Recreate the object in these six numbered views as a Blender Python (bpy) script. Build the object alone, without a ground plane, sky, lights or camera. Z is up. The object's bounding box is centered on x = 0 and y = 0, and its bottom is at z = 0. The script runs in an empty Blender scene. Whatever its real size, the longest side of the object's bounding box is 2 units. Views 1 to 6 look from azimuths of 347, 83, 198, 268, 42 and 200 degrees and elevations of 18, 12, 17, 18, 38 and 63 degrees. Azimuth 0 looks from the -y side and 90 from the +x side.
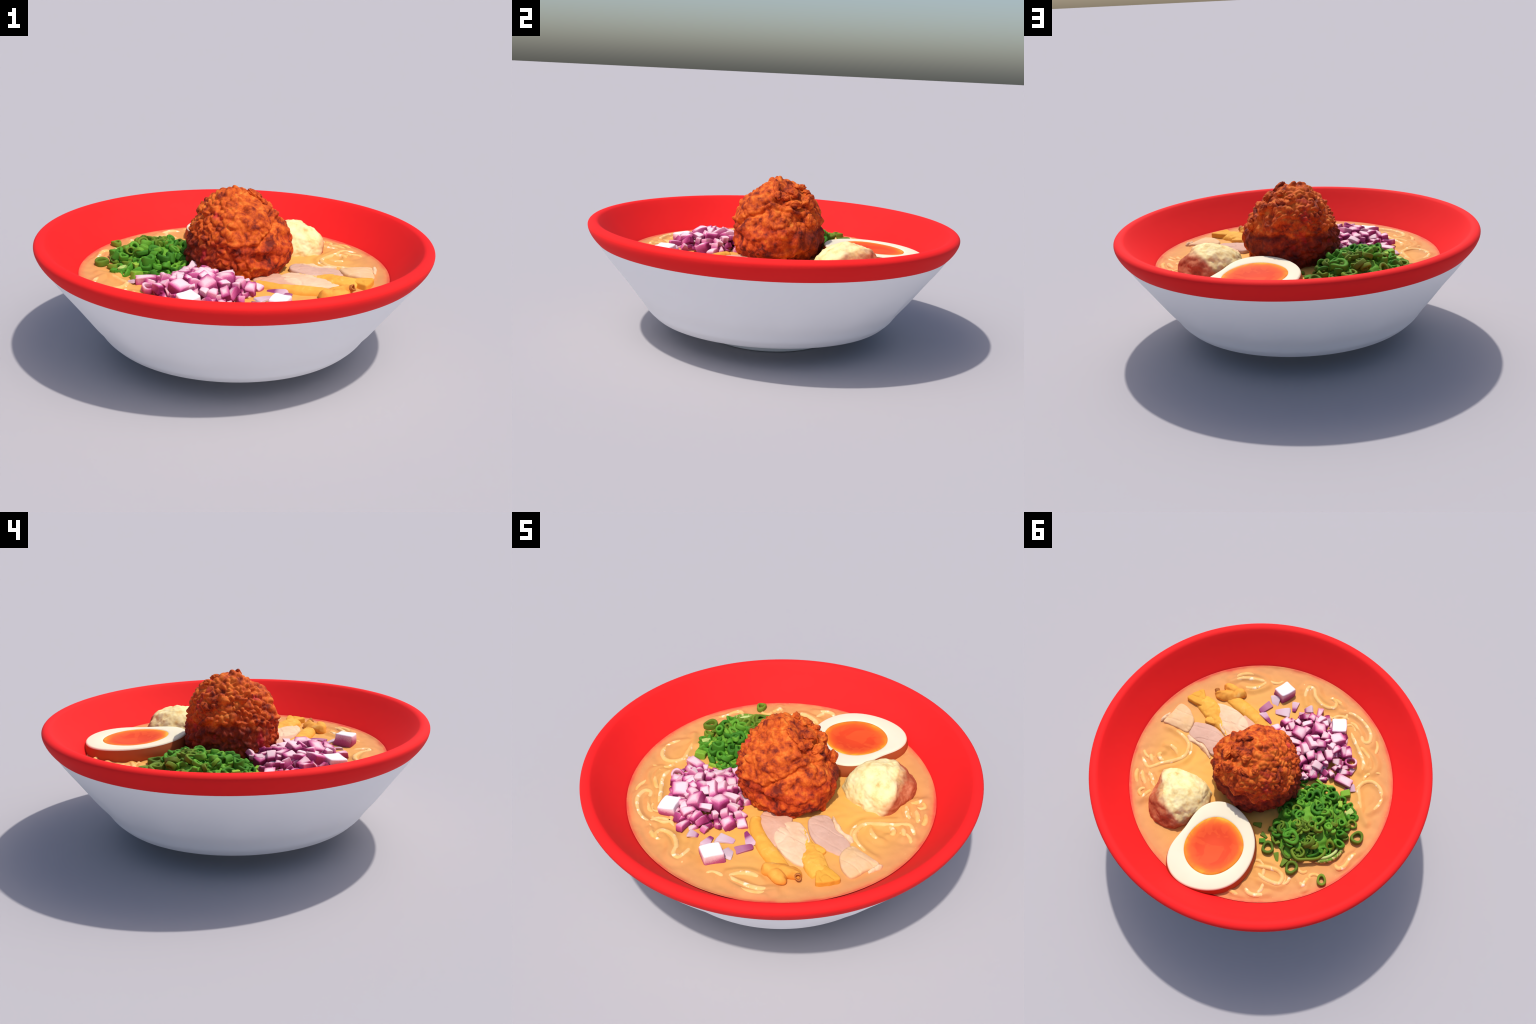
"""A red-lipped white bowl of noodle soup with a fried meatball, halved soy egg,
potato, chopped scallion, diced red onion, chicken slices and mushroom strips."""
import bpy, bmesh, math, random
import numpy as np
from mathutils import Vector, Matrix, Euler

random.seed(7)
rng = np.random.default_rng(7)
SOUP_Z = 0.447
COL = bpy.context.scene.collection


# ------------------------------------------------------------------ helpers
def empty(name, loc=(0, 0, 0), parent=None):
    o = bpy.data.objects.new(name, None)
    o.empty_display_size = 0.05
    o.location = loc
    COL.objects.link(o)
    if parent:
        o.parent = parent
    return o


def mesh_from(name, verts, faces, smooth=True):
    me = bpy.data.meshes.new(name)
    me.from_pydata([tuple(map(float, v)) for v in verts], [], faces)
    me.update()
    me.shade_smooth() if smooth else me.shade_flat()
    return me


def obj(name, me, mats=(), parent=None, loc=None):
    o = bpy.data.objects.new(name, me)
    for m in mats:
        me.materials.append(m)
    COL.objects.link(o)
    if parent:
        o.parent = parent
    if loc is not None:
        o.location = loc
    return o


def label(o, text, cat):
    o["label"] = text
    o["category"] = cat
    return o


def smoothstep(a, b, x):
    t = np.clip((x - a) / (b - a), 0, 1)
    return t * t * (3 - 2 * t)


def _hash(i, j, k, seed):
    n = (i.astype(np.int64) * 374761393 + j.astype(np.int64) * 668265263 + k.astype(np.int64) * 2147483647 + seed * 974711) & 0xFFFFFFFF
    n = ((n ^ (n >> 13)) * 1274126177) & 0xFFFFFFFF
    n = ((n ^ (n >> 16)) * 2246822519) & 0xFFFFFFFF
    return ((n ^ (n >> 15)) & 0xFFFF) / 32767.5 - 1


def vnoise(p, scale=1.0, seed=0):
    """smooth value noise in [-1, 1] at points p (N, 3)"""
    q = np.asarray(p, float) * scale + 100
    f = np.floor(q)
    t = q - f
    t = t * t * t * (t * (t * 6 - 15) + 10)
    i, j, k = f[:, 0], f[:, 1], f[:, 2]
    r = 0
    for a in (0, 1):
        for b in (0, 1):
            for c in (0, 1):
                w = (t[:, 0] if a else 1 - t[:, 0]) * (t[:, 1] if b else 1 - t[:, 1]) * (t[:, 2] if c else 1 - t[:, 2])
                r = r + w * _hash(i + a, j + b, k + c, seed)
    return r


def fbm(p, scale, octaves=4, seed=0):
    r, a = 0, 1.0
    for o in range(octaves):
        r = r + a * vnoise(p, scale * 2 ** o, seed + o)
        a *= 0.5
    return r


def smooth_line(pts, n, closed=False):
    """Catmull-Rom through control points, n samples"""
    p = np.asarray(pts, float)
    m = len(p)
    t = np.linspace(0, m if closed else m - 1, n, endpoint=not closed)
    i = np.minimum(t.astype(int), m - 1 if closed else m - 2)
    u = (t - i)[:, None]
    g = (lambda k: p[k % m]) if closed else (lambda k: p[np.clip(k, 0, m - 1)])
    a, b, c, d = g(i - 1), g(i), g(i + 1), g(i + 2)
    return 0.5 * (2 * b + (c - a) * u + (2 * a - 5 * b + 4 * c - d) * u ** 2 + (3 * b - a - 3 * c + d) * u ** 3)


def lathe(name, profile, seg=192, shape=None):
    v, f = [], []
    for r, z in profile:
        if r < 1e-6:
            v.append((0, 0, z))
        else:
            for k in range(seg):
                a = 2 * math.pi * k / seg
                q = shape(r, z, a) if shape else r
                v.append((q * math.cos(a), q * math.sin(a), z))
    off, idx = 0, []
    for r, z in profile:
        idx.append((off, 1 if r < 1e-6 else seg))
        off += idx[-1][1]
    for (a, na), (b, nb) in zip(idx, idx[1:]):
        for k in range(seg):
            l = (k + 1) % seg
            if na == 1 and nb == 1:
                continue
            if na == 1:
                f.append((a, b + l, b + k))
            elif nb == 1:
                f.append((a + k, a + l, b))
            else:
                f.append((a + k, a + l, b + l, b + k))
    me = mesh_from(name, v, f)
    bm = bmesh.new()
    bm.from_mesh(me)
    bmesh.ops.recalc_face_normals(bm, faces=bm.faces)
    bm.to_mesh(me)
    bm.free()
    me.shade_smooth()
    if shape:
        # the facets are too shallow to show in the gloss: shade the wall as round
        q = np.array(profile)
        t = np.gradient(q, axis=0)
        nrm = np.column_stack([t[:, 1], -t[:, 0]])
        nrm /= np.linalg.norm(nrm, axis=1, keepdims=True)
        N = []
        for (r, z), (nr, nz) in zip(profile, nrm):
            if r < 1e-6:
                N.append((0, 0, nz))
            else:
                N += [(nr * math.cos(2 * math.pi * k / seg), nr * math.sin(2 * math.pi * k / seg), nz) for k in range(seg)]
        me.update()
        side = np.array([v.normal for v in me.vertices])
        N = np.array(N)
        if (side * N).sum() < 0:
            N = -N
        me.normals_split_custom_set_from_vertices([tuple(map(float, n)) for n in N])
    return me


def tube(path, radii, sides=12, flat=1.0, up=None):
    """verts, faces of a round tube along path; rounded ends by tapering radii"""
    P = np.asarray(path, float)
    R = np.broadcast_to(np.asarray(radii, float), (len(P),))
    T = np.gradient(P, axis=0)
    T /= np.linalg.norm(T, axis=1, keepdims=True) + 1e-9
    v, f = [], []
    for p, t, r in zip(P, T, R):
        s = np.cross(t, (0, 0, 1.0))
        s /= np.linalg.norm(s) + 1e-9
        u = np.cross(s, t)
        for k in range(sides):
            a = 2 * math.pi * k / sides
            v.append(p + r * (math.cos(a) * s + flat * math.sin(a) * u))
    n = len(P)
    for i in range(n - 1):
        for k in range(sides):
            l = (k + 1) % sides
            f.append((i * sides + k, i * sides + l, (i + 1) * sides + l, (i + 1) * sides + k))
    f.append(tuple(range(sides - 1, -1, -1)))
    f.append(tuple((n - 1) * sides + k for k in range(sides)))
    return v, f


# ---------------------------------------------------------------- materials
class Mat:
    def __init__(self, name, rough=0.5, spec=0.5, coat=0.0, sss=0.0, sss_rad=(0.02, 0.01, 0.005)):
        self.m = bpy.data.materials.new(name)
        self.m.use_nodes = True
        self.nt = self.m.node_tree
        self.b = self.nt.nodes["Principled BSDF"]
        self.b.inputs["Roughness"].default_value = 0.55 + 0.45 * rough
        self.b.inputs["Specular IOR Level"].default_value = 0.4 * spec
        self.b.inputs["Coat Weight"].default_value = coat
        self.b.inputs["Coat Roughness"].default_value = 0.15
        if sss:
            self.b.inputs["Subsurface Weight"].default_value = sss
            self.b.inputs["Subsurface Radius"].default_value = (1, 0.5, 0.25)
            self.b.inputs["Subsurface Scale"].default_value = 0.02
        self.tc = self.n("ShaderNodeTexCoord")

    def n(self, kind, **kw):
        x = self.nt.nodes.new(kind)
        for k, v in kw.items():
            setattr(x, k, v)
        return x

    def link(self, a, b):
        self.nt.links.new(a, b)

    def obj(self):
        return self.tc.outputs["Object"]

    def noise(self, scale, detail=4, rough=0.55, vec=None, dist=0.0):
        x = self.n("ShaderNodeTexNoise")
        x.inputs["Scale"].default_value = scale
        x.inputs["Detail"].default_value = detail
        x.inputs["Roughness"].default_value = rough
        x.inputs["Distortion"].default_value = dist
        self.link(vec or self.obj(), x.inputs["Vector"])
        return x.outputs["Fac"]

    def voronoi(self, scale, feature="F1", out="Distance", vec=None):
        x = self.n("ShaderNodeTexVoronoi", feature=feature)
        x.inputs["Scale"].default_value = scale
        self.link(vec or self.obj(), x.inputs["Vector"])
        return x.outputs[out]

    def ramp(self, fac, stops, interp="LINEAR"):
        x = self.n("ShaderNodeValToRGB")
        x.color_ramp.interpolation = interp
        e = x.color_ramp.elements
        while len(e) < len(stops):
            e.new(0.5)
        for el, (pos, c) in zip(e, stops):
            el.position = pos
            el.color = (*c, 1) if not np.isscalar(c) else (c, c, c, 1)
        self.link(fac, x.inputs["Fac"])
        return x.outputs["Color"]

    def mix(self, fac, a, b, blend="MIX"):
        x = self.n("ShaderNodeMix", data_type="RGBA", blend_type=blend)
        for s, val in ((0, fac), (6, a), (7, b)):
            if hasattr(val, "default_value") or hasattr(val, "is_linked"):
                self.link(val, x.inputs[s])
            elif s == 0:
                x.inputs[0].default_value = val
            else:
                x.inputs[s].default_value = (*val, 1)
        return x.outputs[2]

    def math(self, op, a, b=None, clamp=False):
        x = self.n("ShaderNodeMath", operation=op, use_clamp=clamp)
        for s, val in ((0, a), (1, b)):
            if val is None:
                continue
            if hasattr(val, "is_linked"):
                self.link(val, x.inputs[s])
            else:
                x.inputs[s].default_value = val
        return x.outputs[0]

    def sep(self, vec=None):
        x = self.n("ShaderNodeSeparateXYZ")
        self.link(vec or self.obj(), x.inputs[0])
        return x.outputs

    def length(self, vec):
        x = self.n("ShaderNodeVectorMath", operation="LENGTH")
        self.link(vec, x.inputs[0])
        return x.outputs["Value"]

    def mapping(self, loc=(0, 0, 0), scale=(1, 1, 1), rot=(0, 0, 0), vec=None):
        x = self.n("ShaderNodeMapping")
        x.inputs["Location"].default_value = loc
        x.inputs["Scale"].default_value = scale
        x.inputs["Rotation"].default_value = rot
        self.link(vec or self.obj(), x.inputs["Vector"])
        return x.outputs["Vector"]

    def rand(self):
        return self.n("ShaderNodeObjectInfo").outputs["Random"]

    def color(self, c):
        if hasattr(c, "is_linked"):
            self.link(c, self.b.inputs["Base Color"])
        else:
            self.b.inputs["Base Color"].default_value = (*c, 1)
        return self

    def bump(self, h, strength=0.3, dist=0.005):
        x = self.n("ShaderNodeBump")
        x.inputs["Strength"].default_value = strength
        x.inputs["Distance"].default_value = dist
        self.link(h, x.inputs["Height"])
        self.link(x.outputs["Normal"], self.b.inputs["Normal"])
        return self


def mat_red():
    m = Mat("red_glaze", rough=0.42, spec=0.35)
    m.color(m.mix(m.noise(3, 3), (0.80, 0.013, 0.014), (0.84, 0.018, 0.018)))
    return m.m


def mat_white():
    m = Mat("white_porcelain", rough=0.38, spec=0.4)
    m.color(m.mix(m.noise(2.5, 3), (0.86, 0.86, 0.875), (0.89, 0.885, 0.90)))
    return m.m


def mat_broth():
    m = Mat("creamy_broth", rough=0.28, spec=0.5)
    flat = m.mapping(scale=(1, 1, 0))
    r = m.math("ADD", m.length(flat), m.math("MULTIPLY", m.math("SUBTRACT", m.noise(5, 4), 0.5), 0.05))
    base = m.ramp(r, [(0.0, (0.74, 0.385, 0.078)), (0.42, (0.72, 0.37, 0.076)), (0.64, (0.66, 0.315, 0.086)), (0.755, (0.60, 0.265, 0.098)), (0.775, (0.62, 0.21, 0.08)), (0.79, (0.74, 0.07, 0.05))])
    blot = m.ramp(m.noise(9, 5, 0.6), [(0.42, 0.0), (0.7, 1.0)])
    base = m.mix(m.math("MULTIPLY", blot, 0.35), base, (0.72, 0.36, 0.12))
    oil = m.ramp(m.voronoi(34), [(0.05, 1.0), (0.12, 0.0)])
    base = m.mix(m.math("MULTIPLY", oil, 0.25), base, (0.80, 0.46, 0.18))
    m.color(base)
    m.bump(m.noise(28, 4), 0.25, 0.004)
    return m.m


def mat_noodle():
    m = Mat("pale_noodle", rough=0.25, spec=0.6)
    c = m.mix(m.ramp(m.noise(10, 4, 0.6), [(0.40, 0.0), (0.64, 1.0)]), (0.77, 0.42, 0.12), (0.82, 0.51, 0.21))
    c = m.mix(m.ramp(m.noise(26, 3, 0.5, vec=m.mapping(loc=(4, 1, 7))), [(0.58, 0.0), (0.68, 1.0)]), c, (0.92, 0.76, 0.54))  # near-white blotches: wet glints on the strands, painted into the colour
    m.color(c)
    return m.m


def mat_meatball():
    m = Mat("fried_meat", rough=0.42, spec=0.45)
    x, y, z = m.sep()[0:3]
    big = m.noise(5, 5, 0.6)
    fine = m.noise(24, 5, 0.65)
    mid = m.noise(11, 3, 0.5, vec=m.mapping(loc=(2, 9, 4)))
    t = m.math("ADD", m.math("MULTIPLY", fine, 0.65), m.math("MULTIPLY", mid, 0.35))
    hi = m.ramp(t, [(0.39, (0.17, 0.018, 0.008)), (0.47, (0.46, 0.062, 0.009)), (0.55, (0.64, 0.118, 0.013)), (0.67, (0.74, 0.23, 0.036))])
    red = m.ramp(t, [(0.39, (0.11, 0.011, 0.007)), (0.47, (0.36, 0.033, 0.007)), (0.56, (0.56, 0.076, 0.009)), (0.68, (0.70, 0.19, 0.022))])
    painted_shade = m.ramp(t, [(0.36, (0.05, 0.009, 0.007)), (0.47, (0.17, 0.019, 0.008)), (0.57, (0.28, 0.034, 0.009)), (0.70, (0.44, 0.07, 0.012))])
    # shade painted in: lower half darkened toward scallion and egg, brighter sunward
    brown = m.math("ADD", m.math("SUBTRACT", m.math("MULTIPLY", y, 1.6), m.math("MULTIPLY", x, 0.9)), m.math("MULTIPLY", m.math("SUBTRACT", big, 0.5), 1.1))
    lo = m.mix(m.ramp(m.math("ADD", brown, 0.5), [(0.30, 0.0), (0.62, 1.0)]), red, painted_shade)
    # the battered cap ends in a ragged edge above the lower half
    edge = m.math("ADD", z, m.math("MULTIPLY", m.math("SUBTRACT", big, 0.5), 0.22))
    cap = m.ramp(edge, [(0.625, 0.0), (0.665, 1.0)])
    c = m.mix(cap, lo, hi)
    char = m.ramp(m.noise(13, 5, 0.7, dist=0.6), [(0.60, 0.0), (0.72, 1.0)])
    c = m.mix(m.math("MULTIPLY", char, 0.6), c, (0.10, 0.016, 0.010))
    pink = m.ramp(m.noise(8.5, 3, 0.5, vec=m.mapping(loc=(3.1, 1.7, 0.4))), [(0.60, 0.0), (0.68, 1.0)])
    west = m.ramp(m.math("ADD", m.math("MULTIPLY", x, -2.5), 0.45), [(0.45, 0.0), (0.8, 1.0)])
    c = m.mix(m.math("MULTIPLY", m.math("MULTIPLY", pink, west), 0.75), c, (0.50, 0.022, 0.035))
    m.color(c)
    m.bump(fine, 0.30, 0.003)
    return m.m


def mat_egg_white():
    m = Mat("egg_white", rough=0.3, spec=0.5, sss=0.15)
    m.color(m.mix(m.noise(6, 3), (0.76, 0.68, 0.50), (0.80, 0.73, 0.56)))
    return m.m


def mat_egg_skin():
    m = Mat("soy_stained_skin", rough=0.35, spec=0.5)
    m.color(m.mix(m.noise(5, 4), (0.36, 0.060, 0.020), (0.46, 0.125, 0.035)))
    return m.m


def mat_yolk():
    m = Mat("soft_yolk", rough=0.22, spec=0.5)
    w = m.math("ADD", m.length(m.mapping(scale=(1, 1, 0))), m.math("MULTIPLY", m.math("SUBTRACT", m.noise(11, 4, 0.55), 0.5), 0.035))
    c = m.ramp(w, [(0.0, (0.70, 0.058, 0.013)), (0.10, (0.70, 0.055, 0.012)), (0.132, (0.76, 0.095, 0.014)), (0.154, (0.82, 0.20, 0.012)), (0.171, (0.86, 0.38, 0.03))])
    swirl = m.noise(7, 2, 0.4, vec=m.mapping(loc=(1, 4, 2)), dist=2.2)
    c = m.mix(m.math("MULTIPLY", m.ramp(swirl, [(0.50, 0.0), (0.56, 1.0)]), 0.40), c, (0.80, 0.11, 0.022))
    m.color(c)
    return m.m


def mat_potato():
    m = Mat("potato_flesh_and_skin", rough=0.45, spec=0.4)
    x, y, z = m.sep()[0:3]
    d = m.math("ADD", m.math("MULTIPLY", x, 0.62), m.math("MULTIPLY", y, 0.50))
    d = m.math("SUBTRACT", d, m.math("MULTIPLY", z, 0.62))
    d = m.math("ADD", d, m.math("MULTIPLY", m.math("SUBTRACT", m.noise(9, 4), 0.5), 0.10))
    mask = m.ramp(m.math("MULTIPLY", m.math("ADD", d, 0.255), 2.0), [(0.44, 0.0), (0.56, 1.0)])
    flesh = m.ramp(m.noise(16, 5, 0.6), [(0.30, (0.60, 0.30, 0.09)), (0.38, (0.78, 0.56, 0.22)), (0.5, (0.83, 0.68, 0.33)), (0.7, (0.85, 0.74, 0.42))])
    skin = m.ramp(m.noise(14, 5, 0.6), [(0.3, (0.28, 0.045, 0.018)), (0.5, (0.46, 0.12, 0.05)), (0.7, (0.64, 0.26, 0.13))])
    m.color(m.mix(mask, flesh, skin))
    m.bump(m.noise(45, 5), 0.22, 0.003)
    return m.m


def mat_onion():
    m = Mat("red_onion", rough=0.3, spec=0.5, sss=0.08)
    gx, gy, gz = m.sep(m.tc.outputs["Generated"])[0:3]
    r = m.rand()
    ex = m.math("ABSOLUTE", m.math("SUBTRACT", gx, 0.5))
    ey = m.math("ABSOLUTE", m.math("SUBTRACT", gy, 0.5))
    t = m.math("MAXIMUM", m.math("MULTIPLY", ex, 1.0), m.math("MULTIPLY", ey, 0.9))
    t = m.math("ADD", t, m.math("MULTIPLY", m.math("SUBTRACT", m.noise(26, 3), 0.5), 0.30))
    t = m.math("ADD", t, m.math("MULTIPLY", m.math("SUBTRACT", gx, 0.5), 0.30))
    t = m.math("ADD", t, m.math("MULTIPLY", m.math("SUBTRACT", r, 0.5), 0.22))
    t = m.math("SUBTRACT", t, m.math("MULTIPLY", m.math("SUBTRACT", gz, 0.6), 0.30))
    c = m.ramp(t, [(0.06, (0.78, 0.56, 0.60)), (0.20, (0.70, 0.34, 0.44)), (0.35, (0.52, 0.085, 0.25)), (0.58, (0.22, 0.014, 0.085))])
    m.color(c)
    return m.m


def mat_onion_white():
    m = Mat("pale_onion", rough=0.3, spec=0.5, sss=0.08)
    gx, gy, gz = m.sep(m.tc.outputs["Generated"])[0:3]
    ex = m.math("ABSOLUTE", m.math("SUBTRACT", gx, 0.5))
    ey = m.math("ABSOLUTE", m.math("SUBTRACT", gy, 0.5))
    t = m.math("ADD", m.math("MAXIMUM", ex, ey), m.math("MULTIPLY", m.math("SUBTRACT", m.noise(20, 3), 0.5), 0.12))
    t = m.math("SUBTRACT", t, m.math("MULTIPLY", m.math("SUBTRACT", gz, 0.85), 0.25))
    c = m.ramp(t, [(0.36, (0.86, 0.80, 0.83)), (0.46, (0.78, 0.52, 0.63)), (0.55, (0.48, 0.10, 0.25)), (0.70, (0.28, 0.03, 0.11))])
    m.color(c)
    return m.m


def mat_onion_flake():
    m = Mat("sheer_onion", rough=0.3, spec=0.5)
    gx, gy, gz = m.sep(m.tc.outputs["Generated"])[0:3]
    t = m.math("ADD", gx, m.math("MULTIPLY", m.math("SUBTRACT", m.rand(), 0.5), 0.7))
    m.color(m.ramp(t, [(0.15, (0.62, 0.47, 0.52)), (0.75, (0.56, 0.32, 0.42)), (0.95, (0.26, 0.035, 0.15))]))
    return m.m


def mat_scallion(name, a, b, c):
    m = Mat(name, rough=0.28, spec=0.5, sss=0.05)
    r = m.rand()
    t = m.math("ADD", m.math("MULTIPLY", r, 0.6), m.math("MULTIPLY", m.noise(18, 3), 0.4))
    m.color(m.ramp(t, [(0.2, a), (0.5, b), (0.8, c)]))
    return m.m


def mat_leek():
    m = Mat("striped_leek", rough=0.3, spec=0.5)
    gx, gy, gz = m.sep(m.tc.outputs["Generated"])[0:3]
    t = m.math("ADD", m.noise(60, 3, vec=m.mapping(scale=(1, 1, 1))), m.math("MULTIPLY", gz, 0.2))
    m.color(m.ramp(t, [(0.4, (0.42, 0.44, 0.05)), (0.55, (0.62, 0.50, 0.20)), (0.7, (0.13, 0.26, 0.02))]))
    return m.m


def mat_meat(name, a, b, rim, scale=9):
    m = Mat(name, rough=0.35, spec=0.5, sss=0.05)
    base = m.mix(m.ramp(m.noise(scale, 5, 0.6), [(0.35, 0.0), (0.7, 1.0)]), a, b)
    gx, gy, gz = m.sep(m.tc.outputs["Generated"])[0:3]
    fat = m.ramp(m.noise(22, 4, 0.6, vec=m.mapping(loc=(2, 5, 1))), [(0.6, 0.0), (0.75, 1.0)])
    m.color(m.mix(m.math("MULTIPLY", fat, 0.5), base, rim))
    m.bump(m.noise(30, 5), 0.35, 0.004)
    return m.m


# ------------------------------------------------------------------ the bowl
bowl = label(empty("ramen_bowl"), "white flared bowl with broad red lip, filled with creamy noodle soup", "soup bowl")
M_RED, M_WHITE, M_BROTH, M_NOODLE = mat_red(), mat_white(), mat_broth(), mat_noodle()

# the wall is thrown as sixteen soft facets: fullest flats low down, fading out at the lip
FACETS = 16


def facet(r, z, a):
    flat = 0.5 - 0.5 * math.cos(FACETS * a)
    w = math.exp(-((z - 0.305) / 0.075) ** 2) * smoothstep(0.15, 0.25, z)
    return r * (1 - 0.0185 * w * flat)


outer = smooth_line([(0.345, 0.100), (0.45, 0.1035), (0.56, 0.1065), (0.622, 0.1115), (0.6435, 0.1215), (0.664, 0.1400), (0.683, 0.160), (0.7125, 0.202), (0.7625, 0.262), (0.820, 0.340)], 72)
outer = np.vstack([outer, [(0.863, 0.400), (0.893, 0.440), (0.922, 0.480), (0.9515, 0.5255)]])
obj("bowl_wall", lathe("bowl_wall", outer, shape=facet), [M_WHITE], bowl)
inner = smooth_line([(0.9515, 0.5255), (0.966, 0.541), (0.981, 0.561), (0.992, 0.581), (0.9985, 0.600), (0.998, 0.616), (0.987, 0.628), (0.968, 0.633), (0.950, 0.628), (0.936, 0.6145),
                     (0.918, 0.593), (0.896, 0.566), (0.860, 0.524), (0.823, 0.483), (0.790, SOUP_Z), (0.72, 0.365), (0.66, 0.27), (0.60, 0.21), (0.48, 0.16), (0.3, 0.145), (0, 0.14)], 160)
inner[-1, 0] = 0
obj("bowl_lip_and_lining", lathe("bowl_lip_and_lining", inner, shape=facet), [M_RED], bowl)
foot = [(0.352, 0.108), (0.348, 0.06), (0.346, 0.020), (0.344, 0.004), (0.340, 0.0), (0.318, 0.0), (0.312, 0.004), (0.306, 0.022), (0.30, 0.080), (0.26, 0.088), (0, 0.09)]
obj("bowl_foot", lathe("bowl_foot", foot), [M_WHITE], bowl)

# noodle paths just under the broth surface
NOODLES = [
    [(-.684, .047), (-.628, -.022), (-.592, -.094), (-.567, -.149), (-.586, -.196), (-.631, -.218), (-.687, -.193), (-.718, -.135), (-.706, -.066), (-.668, -.013)],
    [(-.069, -.565), (-.036, -.63), (-.035, -.691), (-.073, -.688), (-.1, -.644), (-.149, -.61), (-.199, -.601), (-.239, -.618), (-.236, -.653), (-.204, -.67), (-.181, -.648)],
    [(-.202, -.675), (-.247, -.664), (-.292, -.64)],
    [(-.29, -.603), (-.347, -.615), (-.407, -.605), (-.471, -.566), (-.513, -.519), (-.522, -.465), (-.486, -.456), (-.453, -.506), (-.397, -.547), (-.355, -.553)],
    [(-.38, -.511), (-.422, -.452), (-.47, -.403), (-.521, -.344), (-.543, -.297), (-.54, -.251)],
    [(-.455, -.431), (-.512, -.398), (-.567, -.353), (-.589, -.305), (-.569, -.28)],
    [(.447, -.55), (.392, -.617), (.311, -.651), (.232, -.653)],
    [(.438, -.542), (.38, -.591), (.306, -.616), (.234, -.621), (.252, -.576), (.306, -.541), (.36, -.544)],
    [(-.182, .539), (-.242, .525), (-.316, .516), (-.357, .542), (-.354, .586), (-.307, .595), (-.248, .587), (-.207, .562)],
    [(-.168, .663), (-.216, .702), (-.264, .697), (-.316, .665)],
    [(-.435, .51), (-.479, .544), (-.492, .502), (-.505, .571)],
    [(-.594, .346), (-.63, .374), (-.66, .346), (-.676, .279), (-.71, .232)],
    [(.666, -.089), (.589, -.08), (.526, -.055), (.486, -.014), (.483, .059), (.53, .11), (.59, .155), (.647, .207), (.688, .185), (.731, .14)],
    [(.619, .031), (.58, .026), (.539, .048), (.514, .078)],
    [(.684, .109), (.661, .145), (.633, .173)],
    [(.618, .076), (.628, .109), (.602, .131), (.571, .13)],
    [(.705, .204), (.697, .277), (.655, .342)],
    [(.694, .206), (.652, .279), (.594, .337)],
    [(.656, .218), (.615, .25), (.58, .29), (.56, .323), (.583, .367), (.604, .426)],
    [(-.52, .09), (-.56, .02), (-.60, -.02)],
    [(-.06, .70), (-.12, .73), (-.19, .735)],
]
noodle_samples = []


def build_noodles():
    for pts in NOODLES:
        p2 = smooth_line(pts, 14 * len(pts))
        n = len(p2)
        s = np.linspace(0, 1, n)
        ends = np.clip(np.minimum(s, 1 - s) * n / 16, 0, 1) ** 0.5
        wob = 0.0016 * np.sin(s * 9 + len(pts))
        z = SOUP_Z - 0.0052 + wob + 0.0015 - 0.006 * (1 - ends)
        noodle_samples.append(p2)
        v, f = tube(np.column_stack([p2, z]), 0.0150 * (0.35 + 0.65 * ends), 14)
        obj("noodle", mesh_from("noodle", v, f), [M_NOODLE], bowl)
        # a neighbouring strand, deeper, beside the longer ones
        if len(pts) > 4:
            t = np.gradient(p2, axis=0)
            t /= np.linalg.norm(t, axis=1, keepdims=True)
            q = p2 + np.column_stack([-t[:, 1], t[:, 0]]) * (0.026 + 0.012 * np.sin(s * 5 + len(pts)))[:, None]
            q = q[int(.12 * n):int(.86 * n)]
            e = np.clip(np.minimum(np.linspace(0, 1, len(q)), 1 - np.linspace(0, 1, len(q))) * 8, 0, 1) ** .5
            if np.hypot(q[:, 0], q[:, 1]).max() < .765:
                v, f = tube(np.column_stack([q, SOUP_Z - 0.0085 - 0.006 * (1 - e)]), 0.0135 * (.35 + .65 * e), 12)
                obj("noodle", mesh_from("noodle", v, f), [M_NOODLE], bowl)
                noodle_samples.append(q)


build_noodles()


def build_fine_strands():
    """thin strands that barely crest the broth, in the open places"""
    g = random.Random(17)
    for a0, a1, r0, r1, count in ((-172, -112, .60, .72, 6), (-96, -70, .64, .72, 2), (8, 38, .60, .72, 3), (100, 138, .58, .72, 5)):
        for _ in range(count):
            a, r = math.radians(g.uniform(a0, a1)), g.uniform(r0, r1)
            cx, cy, size, turn = r * math.cos(a), r * math.sin(a), g.uniform(.025, .055), g.uniform(0, 6.3)
            span = g.uniform(2.2, 4.8)
            t = np.linspace(0, span, 40)
            q = np.column_stack([cx + size * 1.3 * np.cos(t) * (1 - .09 * t), cy + size * .8 * np.sin(t)])
            q = (q - (cx, cy)) @ np.array([[math.cos(turn), math.sin(turn)], [-math.sin(turn), math.cos(turn)]]) + (cx, cy)
            if np.hypot(q[:, 0], q[:, 1]).max() > .765:
                continue
            u = np.linspace(0, 1, 40)
            e = np.clip(np.minimum(u, 1 - u) * 6, 0, 1) ** .6
            v, f = tube(np.column_stack([q, SOUP_Z - .0068 - .009 * (1 - e)]), .0120 * (.3 + .7 * e), 10)
            obj("noodle", mesh_from("noodle", v, f), [M_NOODLE], bowl)


build_fine_strands()


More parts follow.
